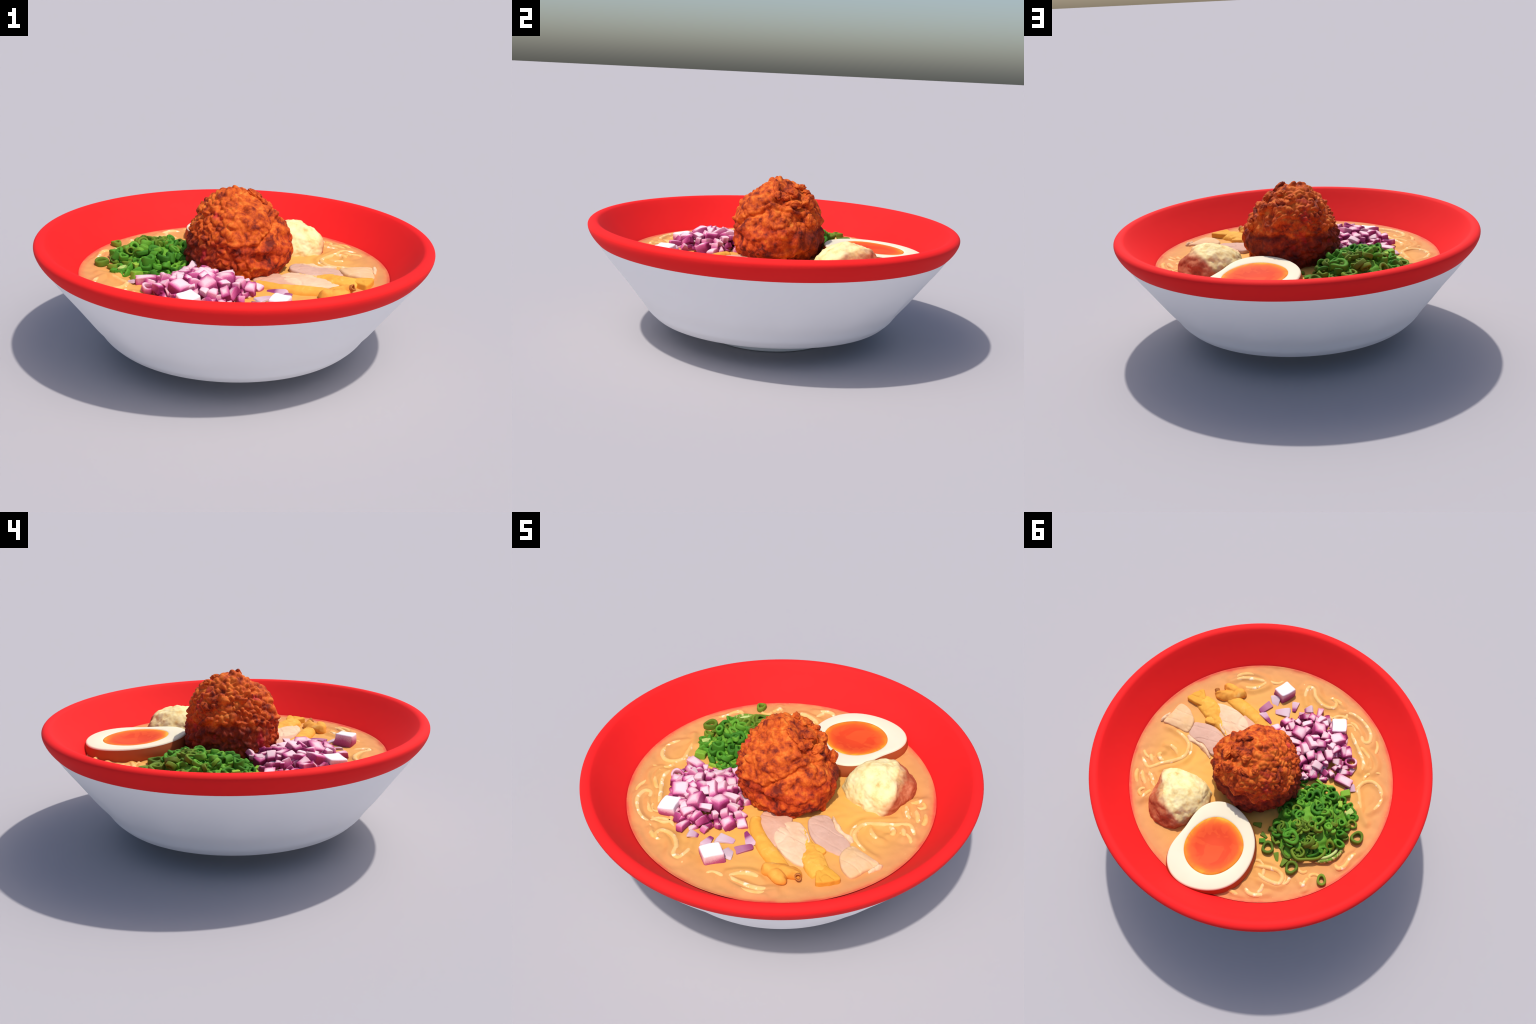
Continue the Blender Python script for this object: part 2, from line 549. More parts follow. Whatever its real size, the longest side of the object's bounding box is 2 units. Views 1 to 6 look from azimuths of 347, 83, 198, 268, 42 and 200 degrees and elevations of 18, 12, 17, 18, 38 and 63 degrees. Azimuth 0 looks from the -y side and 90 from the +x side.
def build_broth():
    nr, na = 170, 420
    rr = np.linspace(0, 1, nr + 1)[1:] ** 0.75 * 0.789
    aa = np.linspace(0, 2 * np.pi, na, endpoint=False)
    x = (rr[:, None] * np.cos(aa)).ravel()
    y = (rr[:, None] * np.sin(aa)).ravel()
    q = np.column_stack([x, y, 0 * x])
    r = np.hypot(x, y)
    z = SOUP_Z + 0.0030 * fbm(q, 9, 3, 5) + 0.0015 * vnoise(q, 30, 9)
    pts = np.vstack(noodle_samples)
    d = np.full(len(x), 9.0)
    for i in range(0, len(pts), 40):
        c = pts[i:i + 40]
        d = np.minimum(d, np.sqrt(((q[:, None, :2] - c[None]) ** 2).sum(2)).min(1))
    z += 0.0085 * np.exp(-(d / 0.018) ** 2) - 0.0022 * np.exp(-((d - 0.036) / 0.014) ** 2)
    z = SOUP_Z + (z - SOUP_Z) * (1 - smoothstep(0.76, 0.787, r)) + 0.004 * smoothstep(0.772, 0.789, r)
    v = [(0, 0, SOUP_Z)] + list(np.column_stack([x, y, z]))
    f = [(0, 1 + k, 1 + (k + 1) % na) for k in range(na)]
    for i in range(nr - 1):
        a, b = 1 + i * na, 1 + (i + 1) * na
        f += [(a + k, b + k, b + (k + 1) % na, a + (k + 1) % na) for k in range(na)]
    obj("broth", mesh_from("broth", v, f), [M_BROTH], bowl)


build_broth()


# ------------------------------------------------------------- fried meatball
def build_meatball():
    PZ = np.array([.395, .40, .42, .46, .50, .55, .60, .65, .70, .74, .78, .80, .82, .846, .866, .876, .883])
    PR = np.array([0, .12, .185, .222, .246, .257, .252, .236, .211, .193, .169, .147, .126, .104, .077, .043, 0])
    bm = bmesh.new()
    bmesh.ops.create_icosphere(bm, subdivisions=7, radius=1)
    U = np.array([v.co for v in bm.verts])
    faces = [tuple(v.index for v in f.verts) for f in bm.faces]
    bm.free()
    # place each direction on the profile: a ray from the core out to the radius curve
    core = 0.60
    t = np.linspace(0, 1, 400)
    zz = np.interp(t, np.linspace(0, 1, len(PZ)), PZ)
    rr = np.interp(zz, PZ, PR)
    ang = np.arctan2(zz - core, rr)
    dist = np.hypot(zz - core, rr)
    k = np.ones(9) / 9
    dist = np.convolve(np.pad(dist, 4, mode="edge"), k, "valid")
    el = np.arcsin(np.clip(U[:, 2], -1, 1))
    D = np.interp(el, ang, dist)
    P = U * D[:, None]
    # the lump leans: belly towards the meat slices, peak back over the middle
    P[:, 0] = P[:, 0] * 1.05 + 0.026 - 0.030 * smoothstep(0.09, 0.26, P[:, 2])
    P[:, 1] = P[:, 1] + 0.022 + 0.006 * smoothstep(-0.03, 0.16, P[:, 2])
    P[:, 2] += core
    N = U.copy()
    N[:, 2] *= 0.9
    N /= np.linalg.norm(N, axis=1, keepdims=True)

    smooth_side = smoothstep(0.0, 0.60, np.maximum(U @ np.array([0.88, -0.42, 0.15]), 0.8 * (U @ np.array([0.80, 0.45, 0.25]))) + 0.22 * fbm(P, 6, 3, 3))
    h = 0.013 * fbm(P, 7, 2, 11) + 0.0022 * fbm(P, 22, 3, 21)
    # crumb nubs: rounded caps of scattered sizes, merged into one crust
    n = 640
    i = np.arange(n) + 0.5
    phi, th = np.arccos(1 - 2 * i / n), np.pi * (1 + 5 ** 0.5) * i
    seeds = np.column_stack([np.cos(th) * np.sin(phi), np.sin(th) * np.sin(phi), np.cos(phi)])
    seeds += rng.normal(0, 0.045, seeds.shape)
    seeds /= np.linalg.norm(seeds, axis=1, keepdims=True)
    size = np.exp(rng.normal(0, 0.20, n))
    height = rng.uniform(0.6, 1.25, n)
    lift = np.where(rng.random(n) < 0.16, rng.uniform(0.5, 1.4, n), 0)
    warp = U + 0.045 * np.column_stack([vnoise(U, 8, 31), vnoise(U, 8, 32), vnoise(U, 8, 33)])
    warp /= np.linalg.norm(warp, axis=1, keepdims=True)
    nub = np.zeros(len(U))
    for a in range(0, len(U), 4000):
        d2 = 2 - 2 * np.clip(warp[a:a + 4000] @ seeds.T, -1, 1)
        d2 = d2 / size ** 2
        near = np.argmin(d2, axis=1)
        two = np.partition(d2, 1, axis=1)[:, :2]
        # each crumb is a dome that falls into a groove half way to its neighbour
        nub[a:a + 4000] = np.clip(1 - two[:, 0] / (two[:, 1] + 1e-9), 0, 1) ** 0.66 * height[near] + 0.35 * lift[near]
    h += nub * 0.027 * (1 - 0.60 * smooth_side)
    # the notched shoulder under the loose crumbs
    h -= 0.022 * np.exp(-(np.linalg.norm(P - np.array([.150, .100, .775]), axis=1) / 0.055) ** 2)
    h += 0.012 * np.exp(-(np.linalg.norm(P - np.array([.20, -.17, .66]), axis=1) / 0.12) ** 2)
    # smooth folds on the glossy side
    fold = 1 - np.abs(fbm(P, 9, 2, 41))
    h += (0.25 + 0.75 * smooth_side) * 0.030 * (fold - 0.6) + smooth_side * 0.005 * fbm(P, 26, 3, 47)

    # the cap overhangs the lower meat along a wavy seam
    seam = 0.635 + 0.018 * fbm(np.column_stack([U[:, 0], U[:, 1], 0 * U[:, 0]]), 2.6, 3, 51)
    seam = seam + 0.11 * smoothstep(0.35, 0.85, U[:, 0] * 0.95 - U[:, 1] * 0.25)
    dz = P[:, 2] - seam
    h += 0.010 * smoothstep(-0.012, 0.012, dz) * np.exp(-np.clip(dz, 0, None) / 0.09) - 0.009 * np.exp(-((dz + 0.008) / 0.010) ** 2)
    # a deep crease curling under the loose crumbs of the upper side
    crease = smooth_line([(.162, -.083, .759), (.176, -.046, .765), (.173, -.018, .782), (.184, .017, .772), (.2, .032, .746), (.201, .077, .731), (.2, .114, .71), (.204, .144, .679), (.212, .16, .652), (.20, .19, .60)], 60)
    dc = np.full(len(P), 9.0)
    for c in crease:
        dc = np.minimum(dc, np.linalg.norm(P - c, axis=1))
    h -= 0.026 * np.exp(-(dc / 0.012) ** 2)
    for px, py, pz, r, dep in [(.223, -.1, .649, .008, .02), (.234, -.082, .643, .008, .022), (.179, -.162, .631, .007, .015), (.21, -.06, .703, .013, .013), (.233, .069, .682, .010, .010),
                               (.11, .03, .832, .018, .02), (.118, .135, .788, .018, .016), (-.11, -.19, .655, .009, .016), (.10, -.19, .655, .009, .015), (-.21, .05, .70, .012, .014), (-.16, .19, .72, .013, .014)]:
        h -= dep * np.exp(-(np.linalg.norm(P - np.array([px, py, pz]), axis=1) / r) ** 2)
    h -= np.percentile(h, 74)
    P = P + N * h[:, None]
    # swollen places of the crust: blended lumps (centre, radius, lift)
    for c, r, lift in [((.214, -.066, .672), .034, .012), ((.216, -.02, .70), .028, .012), ((.244, .014, .668), .030, .012), ((-.02, .01, .875), .035, .010), ((.175, -.03, .77), .03, .010), ((.10, -.13, .74), .05, .010)]:
        d = np.linalg.norm(P - np.array(c), axis=1) / r
        P = P + N * (lift * np.sqrt(np.clip(1 - d * d, 0, 1)))[:, None]
    F = np.array(faces)
    for _ in range(2):  # soften the crust: average every point with its neighbours
        tot, cnt = np.zeros_like(P), np.zeros(len(P))
        for a, b in ((0, 1), (1, 2), (2, 0)):
            for p, q in ((a, b), (b, a)):
                for ax in range(3):
                    tot[:, ax] += np.bincount(F[:, p], weights=P[F[:, q], ax], minlength=len(P))
                cnt += np.bincount(F[:, p], minlength=len(P))
        P = 0.5 * P + 0.5 * tot / cnt[:, None]
    me = mesh_from("fried_meatball", P, faces)
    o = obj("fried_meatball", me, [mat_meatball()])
    label(o, "big craggy orange brown fried meatball with crumbly crust", "meatball")
    # loose crumbs fried onto the crust: centre, half sizes, heading, pitch
    bm = bmesh.new()
    bmesh.ops.create_icosphere(bm, subdivisions=5, radius=1)
    S = np.array([v.co for v in bm.verts])
    sf = [tuple(v.index for v in f.verts) for f in bm.faces]
    bm.free()
    for k, (c, size, head, pitch) in enumerate([((.114, .072, .806), (.036, .032, .026), .5, .3), ((.172, .074, .752), (.024, .042, .023), 0, -.2), ((.132, .150, .752), (.030, .034, .034), .6, .3), ((.080, .172, .782), (.026, .020, .018), 1, 0),
                                                ((.092, -.012, .842), (.046, .019, .016), .1, .75), ((.140, -.005, .800), (.026, .018, .016), .2, .9), ((.152, .034, .790), (.020, .024, .018), 0, .2), ((.045, .105, .842), (.030, .022, .018), .9, 0),
                                                ((.030, .160, .790), (.034, .020, .018), 2.6, .1), ((-.02, .140, .810), (.024, .018, .016), 2.2, 0), ((.185, .150, .660), (.022, .030, .042), .4, 0), ((.262, .018, .470), (.018, .022, .030), 0, 0), ((.235, .07, .462), (.016, .018, .022), 0, 0)]):
        Q = S * np.array(size)
        Q = Q * (1 + 0.22 * fbm(S, 1.5, 2, 200 + k) + 0.05 * fbm(S, 5, 2, 300 + k))[:, None]
        R = np.array((Matrix.Rotation(head, 3, "Z") @ Matrix.Rotation(pitch, 3, "Y")))
        # seat the crumb: slide it along its own radius until it is half sunk in the crust
        d = np.array(c) - (0.034, 0.036, core)
        d /= np.linalg.norm(d)
        V = P - (0.034, 0.036, core)
        near = np.argsort(-(V / np.linalg.norm(V, axis=1, keepdims=True)) @ d)[:120]
        seat = np.array((0.034, 0.036, core)) + d * (np.percentile((V[near] @ d), 60) + 0.15 * min(size))
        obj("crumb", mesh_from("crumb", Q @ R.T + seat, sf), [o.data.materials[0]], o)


build_meatball()


# ------------------------------------------------------------------ halved egg
def polar(coef, a):
    r = coef[0] + 0 * a
    for k in range((len(coef) - 1) // 2):
        r = r + coef[1 + 2 * k] * np.cos((k + 1) * a) + coef[2 + 2 * k] * np.sin((k + 1) * a)
    return r


def build_egg():
    cx, cy, cz = 0.066, 0.541, 0.5125
    tx, ty = -0.006, -0.066
    root = label(empty("halved_egg", (cx, cy, cz)), "soft boiled egg half with orange yolk and brown skin", "egg")
    out = (.2499, .0013, .0072, -.0231, .0068, -.0115, .0086, -.0042, .0037)
    yol = (.1694, .0007, -.0002, -.0047, .003, -.0022, .0003, .0007, .002)
    A = np.linspace(0, 2 * np.pi, 200, endpoint=False)
    R, Y = polar(out, A), polar(yol, A)

    def ring(r, z):
        x, y = r * np.cos(A), r * np.sin(A)
        return list(np.column_stack([x, y, z + tx * x + ty * y]))

    def loft(name, rings, mats, close=None, close_first=None):
        v, f = [], []
        n = len(A)
        for g in rings:
            v += g
        for i in range(len(rings) - 1):
            f += [(i * n + k, (i + 1) * n + k, (i + 1) * n + (k + 1) % n, i * n + (k + 1) % n) for k in range(n)]
        if close is not None:
            v.append((0, 0, close))
            b = (len(rings) - 1) * n
            f += [(b + k, len(v) - 1, b + (k + 1) % n) for k in range(n)]
        return obj(name, mesh_from(name, v, f), mats, root)

    rim = [(0.0, 0.004), (0.0006, 0.0)]
    white = [ring(Y - 0.006, -0.012), ring(Y - 0.001, -0.002), ring(Y + 0.004, 0.0005)]
    for t in np.linspace(0.12, 1, 9):
        white.append(ring(Y + 0.004 + (R - 0.011 - Y - 0.004) * t, 0.0005 + 0.002 * math.sin(t * 3.1)))
    for a in np.linspace(0, math.pi / 2, 7)[1:6]:
        white.append(ring(R - 0.011 + 0.011 * math.sin(a), 0.0005 - 0.011 * (1 - math.cos(a))))
    last = white[-1]
    M_W, M_S = mat_egg_white(), mat_egg_skin()
    loft("egg_white", white, [M_W])
    skin = [last]
    for t in np.linspace(0, 1, 16):
        a = t * math.pi / 2
        skin.append(ring(R * (1.004 + 0.060 * math.sin(min(1, t * 1.8) * math.pi)) * math.cos(a * 0.92) ** 0.55, -0.0125 - 0.155 * math.sin(a)))
    loft("egg_skin", skin, [M_S], close=-0.172)
    yolk = [ring(Y - 0.0005, -0.009)]
    for t in np.linspace(0, 1, 14)[:-1]:
        yolk.append(ring((Y - 0.0005) * (1 - t), -0.0015 - 0.017 * math.sin(min(1, t * 1.25) * math.pi / 2) ** 2))
    loft("egg_yolk", yolk, [mat_yolk()], close=-0.0185)


build_egg()


# ------------------------------------------------------------------ potato
def build_potato():
    bm = bmesh.new()
    bmesh.ops.create_icosphere(bm, subdivisions=6, radius=1)
    U = np.array([v.co for v in bm.verts])
    faces = [tuple(v.index for v in f.verts) for f in bm.faces]
    bm.free()
    n = U.copy()
    # a boxy lump with two pulled corners, towards the meat slices and the meatball
    ang = np.degrees(np.arctan2(U[:, 1], U[:, 0]))
    corner = smooth_line([(-180, .174), (-163, .180), (-143, .200), (-118, .187), (-93, .180), (-70, .190), (-47, .206), (-33, .197), (-8, .166), (31, .180), (67, .190), (105, .186), (138, .166), (180, .174)], 400)
    R = np.interp(ang, corner[:, 0], corner[:, 1])
    P = U * np.column_stack([R, R, np.full(len(R), 0.150)])
    h = 0.009 * fbm(U, 2.0, 2, 61) - 0.006 + 0.004 * smoothstep(0.5, 1.0, U @ np.array([-.45, -.45, .77])) + 0.0042 * fbm(U, 5, 3, 67)
    cut = U @ np.array([-0.45, -0.42, 0.62]) > 0.05
    h += np.where(cut, 0.0016, 0.0008) * fbm(U, 13, 2, 71)
    ridge = U @ np.array([0.62, 0.50, -0.42])
    h += 0.007 * np.exp(-((ridge + 0.02) / 0.07) ** 2)
    P += n * h[:, None]
    me = mesh_from("potato", P, faces)
    o = obj("potato", me, [mat_potato()], loc=(0.388, 0.335, 0.450))
    label(o, "lumpy cream potato chunk with reddish brown skin side", "potato")


build_potato()


# ------------------------------------------------------- meat and mushroom
def slab(name, outline, z_top, thick, mat, parent, dome=0.006, edge=0.012, seed=1, rough=0.003, tilt=(0, 0)):
    """a rounded slice from a closed outline around its centroid"""
    O = smooth_line(outline, 160, closed=True)
    c = O.mean(0)
    D = O - c
    L = np.linalg.norm(D, axis=1)
    v, f, n = [], [], len(O)
    levels = [(1 - t, 0.0, t) for t in np.linspace(0.97, 0.0, 18)]
    rings = []
    for k, (s, _, _) in enumerate(levels):
        rings.append((D * (s * (1 - edge / L.mean())), dome * (1 - s * s)))
    for a in np.linspace(0, math.pi / 2, 6)[1:]:
        rings.append((D * (1 - edge / L.mean() * (1 - math.sin(a))), -edge * (1 - math.cos(a))))
    rings.append((D * 0.99, -thick))
    for xy, dz in rings:
        p = np.column_stack([xy + c, 0 * L])
        z = z_top + dz + rough * fbm(p, 14, 4, seed) - 0.0035 * np.exp(-(fbm(p * np.array([.45, 1.5, 1]), 11, 2, seed + 40) / 0.10) ** 2) + tilt[0] * xy[:, 0] + tilt[1] * xy[:, 1]
        p[:, :2] += 0.0012 * np.column_stack([vnoise(p, 40, seed + 3), vnoise(p, 40, seed + 5)]) * (np.abs(xy).sum(1) > 0.03)[:, None]
        p[:, 2] = z
        v += list(p)
    for i in range(len(rings) - 1):
        f += [(i * n + k, (i + 1) * n + k, (i + 1) * n + (k + 1) % n, i * n + (k + 1) % n) for k in range(n)]
    v.append((*c, z_top + dome))
    f += [(len(v) - 1, k, (k + 1) % n) for k in range(n)]
    return obj(name, mesh_from(name, v, f), [mat], parent)


def ribbon(name, spine, widths, heights, mat, parent, seed=1, rough=0.004, z0=SOUP_Z - 0.02, power=0.6):
    """a strip with a rounded top along a spine, lumpy, sunk into the broth"""
    n = 70
    S = smooth_line(spine, n)
    W = smooth_line(np.asarray(widths)[:, None], n)[:, 0]
    H = smooth_line(np.asarray(heights)[:, None], n)[:, 0]
    T = np.gradient(S, axis=0)
    T /= np.linalg.norm(T, axis=1, keepdims=True)
    Nn = np.column_stack([-T[:, 1], T[:, 0]])
    m = 28
    v, f = [], []
    for i in range(n):
        for k in range(m):
            a = math.pi * k / (m - 1)
            x = math.cos(a)
            y = math.sin(a) ** power
            p = S[i] + Nn[i] * W[i] * x
            v.append((p[0], p[1], z0 + (SOUP_Z - z0 + H[i]) * y))
    V = np.array(v)
    V += np.column_stack([0.5 * fbm(V, 25, 3, seed), 0.5 * fbm(V, 25, 3, seed + 7), fbm(V, 25, 3, seed + 13)]) * rough
    for i in range(n - 1):
        f += [(i * m + k, i * m + k + 1, (i + 1) * m + k + 1, (i + 1) * m + k) for k in range(m - 1)]
        f.append((i * m + m - 1, i * m, (i + 1) * m, (i + 1) * m + m - 1))
    f.append(tuple(range(m - 1, -1, -1)))
    f.append(tuple((n - 1) * m + k for k in range(m)))
    return obj(name, mesh_from(name, V, f), [mat], parent)


def build_meat():
    chicken = label(empty("sliced_chicken", (0, 0, 0)), "pale pink and cream poached chicken slices lying in broth", "chicken slices")
    pink = mat_meat("pink_chicken", (0.56, 0.335, 0.25), (0.62, 0.40, 0.31), (0.68, 0.48, 0.37))
    cream = mat_meat("cream_chicken", (0.72, 0.46, 0.28), (0.76, 0.54, 0.36), (0.82, 0.62, 0.42))
    tan = mat_meat("tan_chicken", (0.70, 0.43, 0.20), (0.72, 0.47, 0.28), (0.80, 0.56, 0.30))
    rose = mat_meat("rose_chicken", (0.62, 0.33, 0.22), (0.66, 0.40, 0.29), (0.70, 0.45, 0.33))
    slab("chicken_slice", [(.529, -.180), (.487, -.196), (.417, -.202), (.337, -.172), (.27, -.107), (.28, -.046), (.33, -.012), (.409, -.060), (.459, -.068), (.529, -.097)], SOUP_Z + 0.014, 0.035, pink, chicken, tilt=(-.07, .02), seed=2)
    slab("chicken_slice", [(.661, -.266), (.619, -.266), (.567, -.234), (.527, -.180), (.532, -.102), (.588, -.098), (.663, -.105), (.705, -.115), (.683, -.191)], SOUP_Z + 0.016, 0.03, tan, chicken, seed=5, dome=0.009)
    slab("chicken_slice", [(.455, -.345), (.390, -.368), (.300, -.352), (.215, -.300), (.18, -.20), (.24, -.14), (.33, -.175), (.405, -.25)], SOUP_Z + 0.018, 0.03, cream, chicken, seed=9, dome=0.009)
    slab("chicken_slice", [(.05, -.20), (.105, -.275), (.19, -.335), (.26, -.350), (.25, -.25), (.20, -.14), (.15, -.09), (.08, -.1)], SOUP_Z + 0.012, 0.03, rose, chicken, seed=12)
    fat = mat_meat("chicken_fat", (0.74, 0.47, 0.27), (0.78, 0.55, 0.36), (0.86, 0.68, 0.48))
    ribbon("chicken_fat", [(.520, -.080), (.490, -.060), (.455, -.056), (.409, -.046), (.363, -.018), (.335, .010)], [.010, .016, .013, .017, .014, .008], [.014, .018, .013, .018, .015, .006], fat, chicken, seed=31, rough=0.006)
    ribbon("chicken_fat", [(.716, -.108), (.712, -.128), (.704, -.155), (.692, -.185)], [.008, .013, .011, .008], [.010, .016, .014, .010], fat, chicken, seed=37, rough=0.009)

    mush = label(empty("braised_mushroom"), "glossy golden mushroom with long stem and lumpy folded cap", "mushroom")
    gold = mat_meat("golden_mushroom", (0.76, 0.34, 0.045), (0.84, 0.46, 0.075), (0.86, 0.58, 0.20), 7)
    brown = mat_meat("brown_mushroom", (0.70, 0.26, 0.035), (0.82, 0.41, 0.07), (0.82, 0.52, 0.19), 12)
    ribbon("stem", [(.06, -.255), (.1, -.300), (.169, -.342), (.24, -.377), (.315, -.405), (.385, -.425)], [.030, .035, .040, .043, .045, .038], [.024, .026, .028, .030, .030, .020], gold, mush, seed=3, rough=0.003)
    bm = bmesh.new()
    for c, s, rz in [((.345, -.470, .458), (.045, .036, .032), .5), ((.402, -.488, .458), (.054, .032, .032), -.2), ((.432, -.430, .456), (.052, .034, .030), .4), ((.388, -.445, .456), (.052, .042, .026), .2), ((.462, -.430, .461), (.028, .020, .026), .5)]:
        M = Matrix.Translation(c) @ Matrix.Rotation(rz, 4, "Z") @ Matrix.Diagonal((*s, 1))
        bmesh.ops.create_icosphere(bm, subdivisions=4, radius=1, matrix=M)
    me = bpy.data.meshes.new("cap")
    bm.to_mesh(me)
    bm.free()
    cap = obj("cap", me, [brown], mush)
    r = cap.modifiers.new("Remesh", "REMESH")
    r.mode = "VOXEL"
    r.voxel_size = 0.0035
    s = cap.modifiers.new("Smooth", "SMOOTH")
    s.factor, s.iterations = 0.6, 4
    dg = bpy.context.evaluated_depsgraph_get()
    solid = bpy.data.meshes.new_from_object(cap.evaluated_get(dg))
    cap.modifiers.clear()
    V = np.empty(len(solid.vertices) * 3)
    solid.vertices.foreach_get("co", V)
    V = V.reshape(-1, 3)
    V += 0.0065 * np.column_stack([fbm(V, 20, 2, 5), fbm(V, 20, 2, 6), fbm(V, 20, 2, 7)])
    solid.vertices.foreach_set("co", V.ravel())
    solid.shade_smooth()
    cap.data = solid
    if not solid.materials:
        solid.materials.append(brown)
    hole = Mat("dark_mushroom_tube", rough=0.35)
    hole.color(hole.mix(hole.noise(40, 3), (0.36, 0.11, 0.025), (0.55, 0.22, 0.05)))
    tube_o = obj("cap_tube", ring_mesh("cap_tube", 0.0165, 0.0105, 0.030, 5), [hole.m], mush, (.482, -.434, .472))
    tube_o.rotation_euler = Euler((math.radians(60), 0, math.radians(42)))

    strip = label(empty("golden_mushroom_strip"), "ragged golden yellow strip flaring to a cut wedge", "mushroom strip")
    deep = mat_meat("deep_gold", (0.68, 0.31, 0.035), (0.76, 0.38, 0.05), (0.84, 0.56, 0.16), 8)
    ribbon("strip_body", [(.29, -.17), (.345, -.212), (.40, -.250), (.445, -.285), (.49, -.316), (.545, -.340)], [.018, .026, .044, .060, .058, .050], [.014, .020, .026, .036, .038, .026], gold, strip, seed=8, rough=0.006)
    slab("strip_wedge", [(.515, -.300), (.577, -.300), (.634, -.315), (.622, -.350), (.601, -.380), (.566, -.409), (.535, -.372), (.508, -.345)], SOUP_Z + 0.030, 0.055, deep, strip, seed=14, dome=0.003, edge=0.009, rough=0.0015)
    slab("strip_frill", [(.395, -.215), (.43, -.205), (.465, -.210), (.468, -.235), (.455, -.27), (.42, -.26)], SOUP_Z + 0.020, 0.03, gold, strip, seed=17, dome=0.004, edge=0.008)


def ring_mesh(name, R, r, h, seed, seg=28, squash=1.0, arc=1.0, wob=0.08):
    """a slice of hollow stalk, rounded rims; arc < 1 leaves it open"""
    g = random.Random(seed)
    ph = [g.uniform(0, 6.3) for _ in range(3)]
    e = (R - r) * 0.42
    prof = []
    for cx, cz, a0 in ((R - e, h / 2 - e, 0), (r + e, h / 2 - e, 90), (r + e, -h / 2 + e, 180), (R - e, -h / 2 + e, 270)):
        for a in (0, 30, 60, 90):
            t = math.radians(a0 + a)
            prof.append((cx + e * math.cos(t), cz + e * math.sin(t)))
    m = len(prof)
    closed = arc >= 0.999
    n = seg if closed else max(8, int(seg * arc))
    v, f = [], []
    for i in range(n):
        t = 2 * math.pi * arc * i / (n if closed else n - 1)
        k = 1 + wob * math.sin(2 * t + ph[0]) + wob * 0.6 * math.sin(3 * t + ph[1])
        sk = 1.0
        for x, z in prof:
            rad = x * k * sk
            v.append((rad * math.cos(t), squash * rad * math.sin(t), z + 0.10 * h * math.sin(2 * t + ph[2])))
    for i in range(n if closed else n - 1):
        j = (i + 1) % n
        f += [(i * m + k, j * m + k, j * m + (k + 1) % m, i * m + (k + 1) % m) for k in range(m)]
    if not closed:
        f.append(tuple(range(m - 1, -1, -1)))
        f.append(tuple((n - 1) * m + k for k in range(m)))
    me = mesh_from(name, v, f)
    bm = bmesh.new()
    bm.from_mesh(me)
    bmesh.ops.recalc_face_normals(bm, faces=bm.faces)
    bm.to_mesh(me)
    bm.free()
    me.shade_smooth()
    return me


build_meat()


# ------------------------------------------------------------- heaps
def mound(x, y, cx, cy, a, b, rot, h, p=0.8):
    dx, dy = x - cx, y - cy
    c, s = math.cos(rot), math.sin(rot)
    u, v = (c * dx + s * dy) / a, (-s * dx + c * dy) / b
    return 0.455 + h * max(0, 1 - (u * u + v * v)) ** p


def onion_mound(x, y):
    return max(mound(x, y, -0.225, -0.315, 0.29, 0.225, -0.35, 0.086), mound(x, y, -0.20, -0.10, 0.13, 0.11, 0, 0.055))


def scallion_mound(x, y):
    return mound(x, y, -0.385, 0.182, 0.278, 0.230, 1.2, 0.102, 1.0)


def dice_mesh(name, seed, taper=0.0, curve=0.0):
    """an irregular bevelled cube of onion, unit size"""
    g = random.Random(seed)
    bm = bmesh.new()
    bmesh.ops.create_cube(bm, size=1)
    for v in bm.verts:
        v.co += Vector((g.uniform(-.09, .09), g.uniform(-.09, .09), g.uniform(-.09, .09)))
        if v.co.x > 0:
            v.co.y *= 1 - taper
            v.co.z *= 1 - taper * 0.5
    bmesh.ops.bevel(bm, geom=bm.edges[:], offset=0.13, segments=4, profile=0.6, affect="EDGES")
    bmesh.ops.subdivide_edges(bm, edges=[e for e in bm.edges if e.calc_length() > 0.35], cuts=3, use_grid_fill=True)
    for v in bm.verts:
        v.co.z += curve * (0.25 - v.co.x ** 2)
        v.co += 0.02 * Vector((math.sin(v.co.y * 7 + seed), math.sin(v.co.z * 6 + seed), math.sin(v.co.x * 7 + seed)))
    bmesh.ops.recalc_face_normals(bm, faces=bm.faces)
    me = bpy.data.meshes.new(name)
    bm.to_mesh(me)
    bm.free()
    me.shade_smooth()
    return me


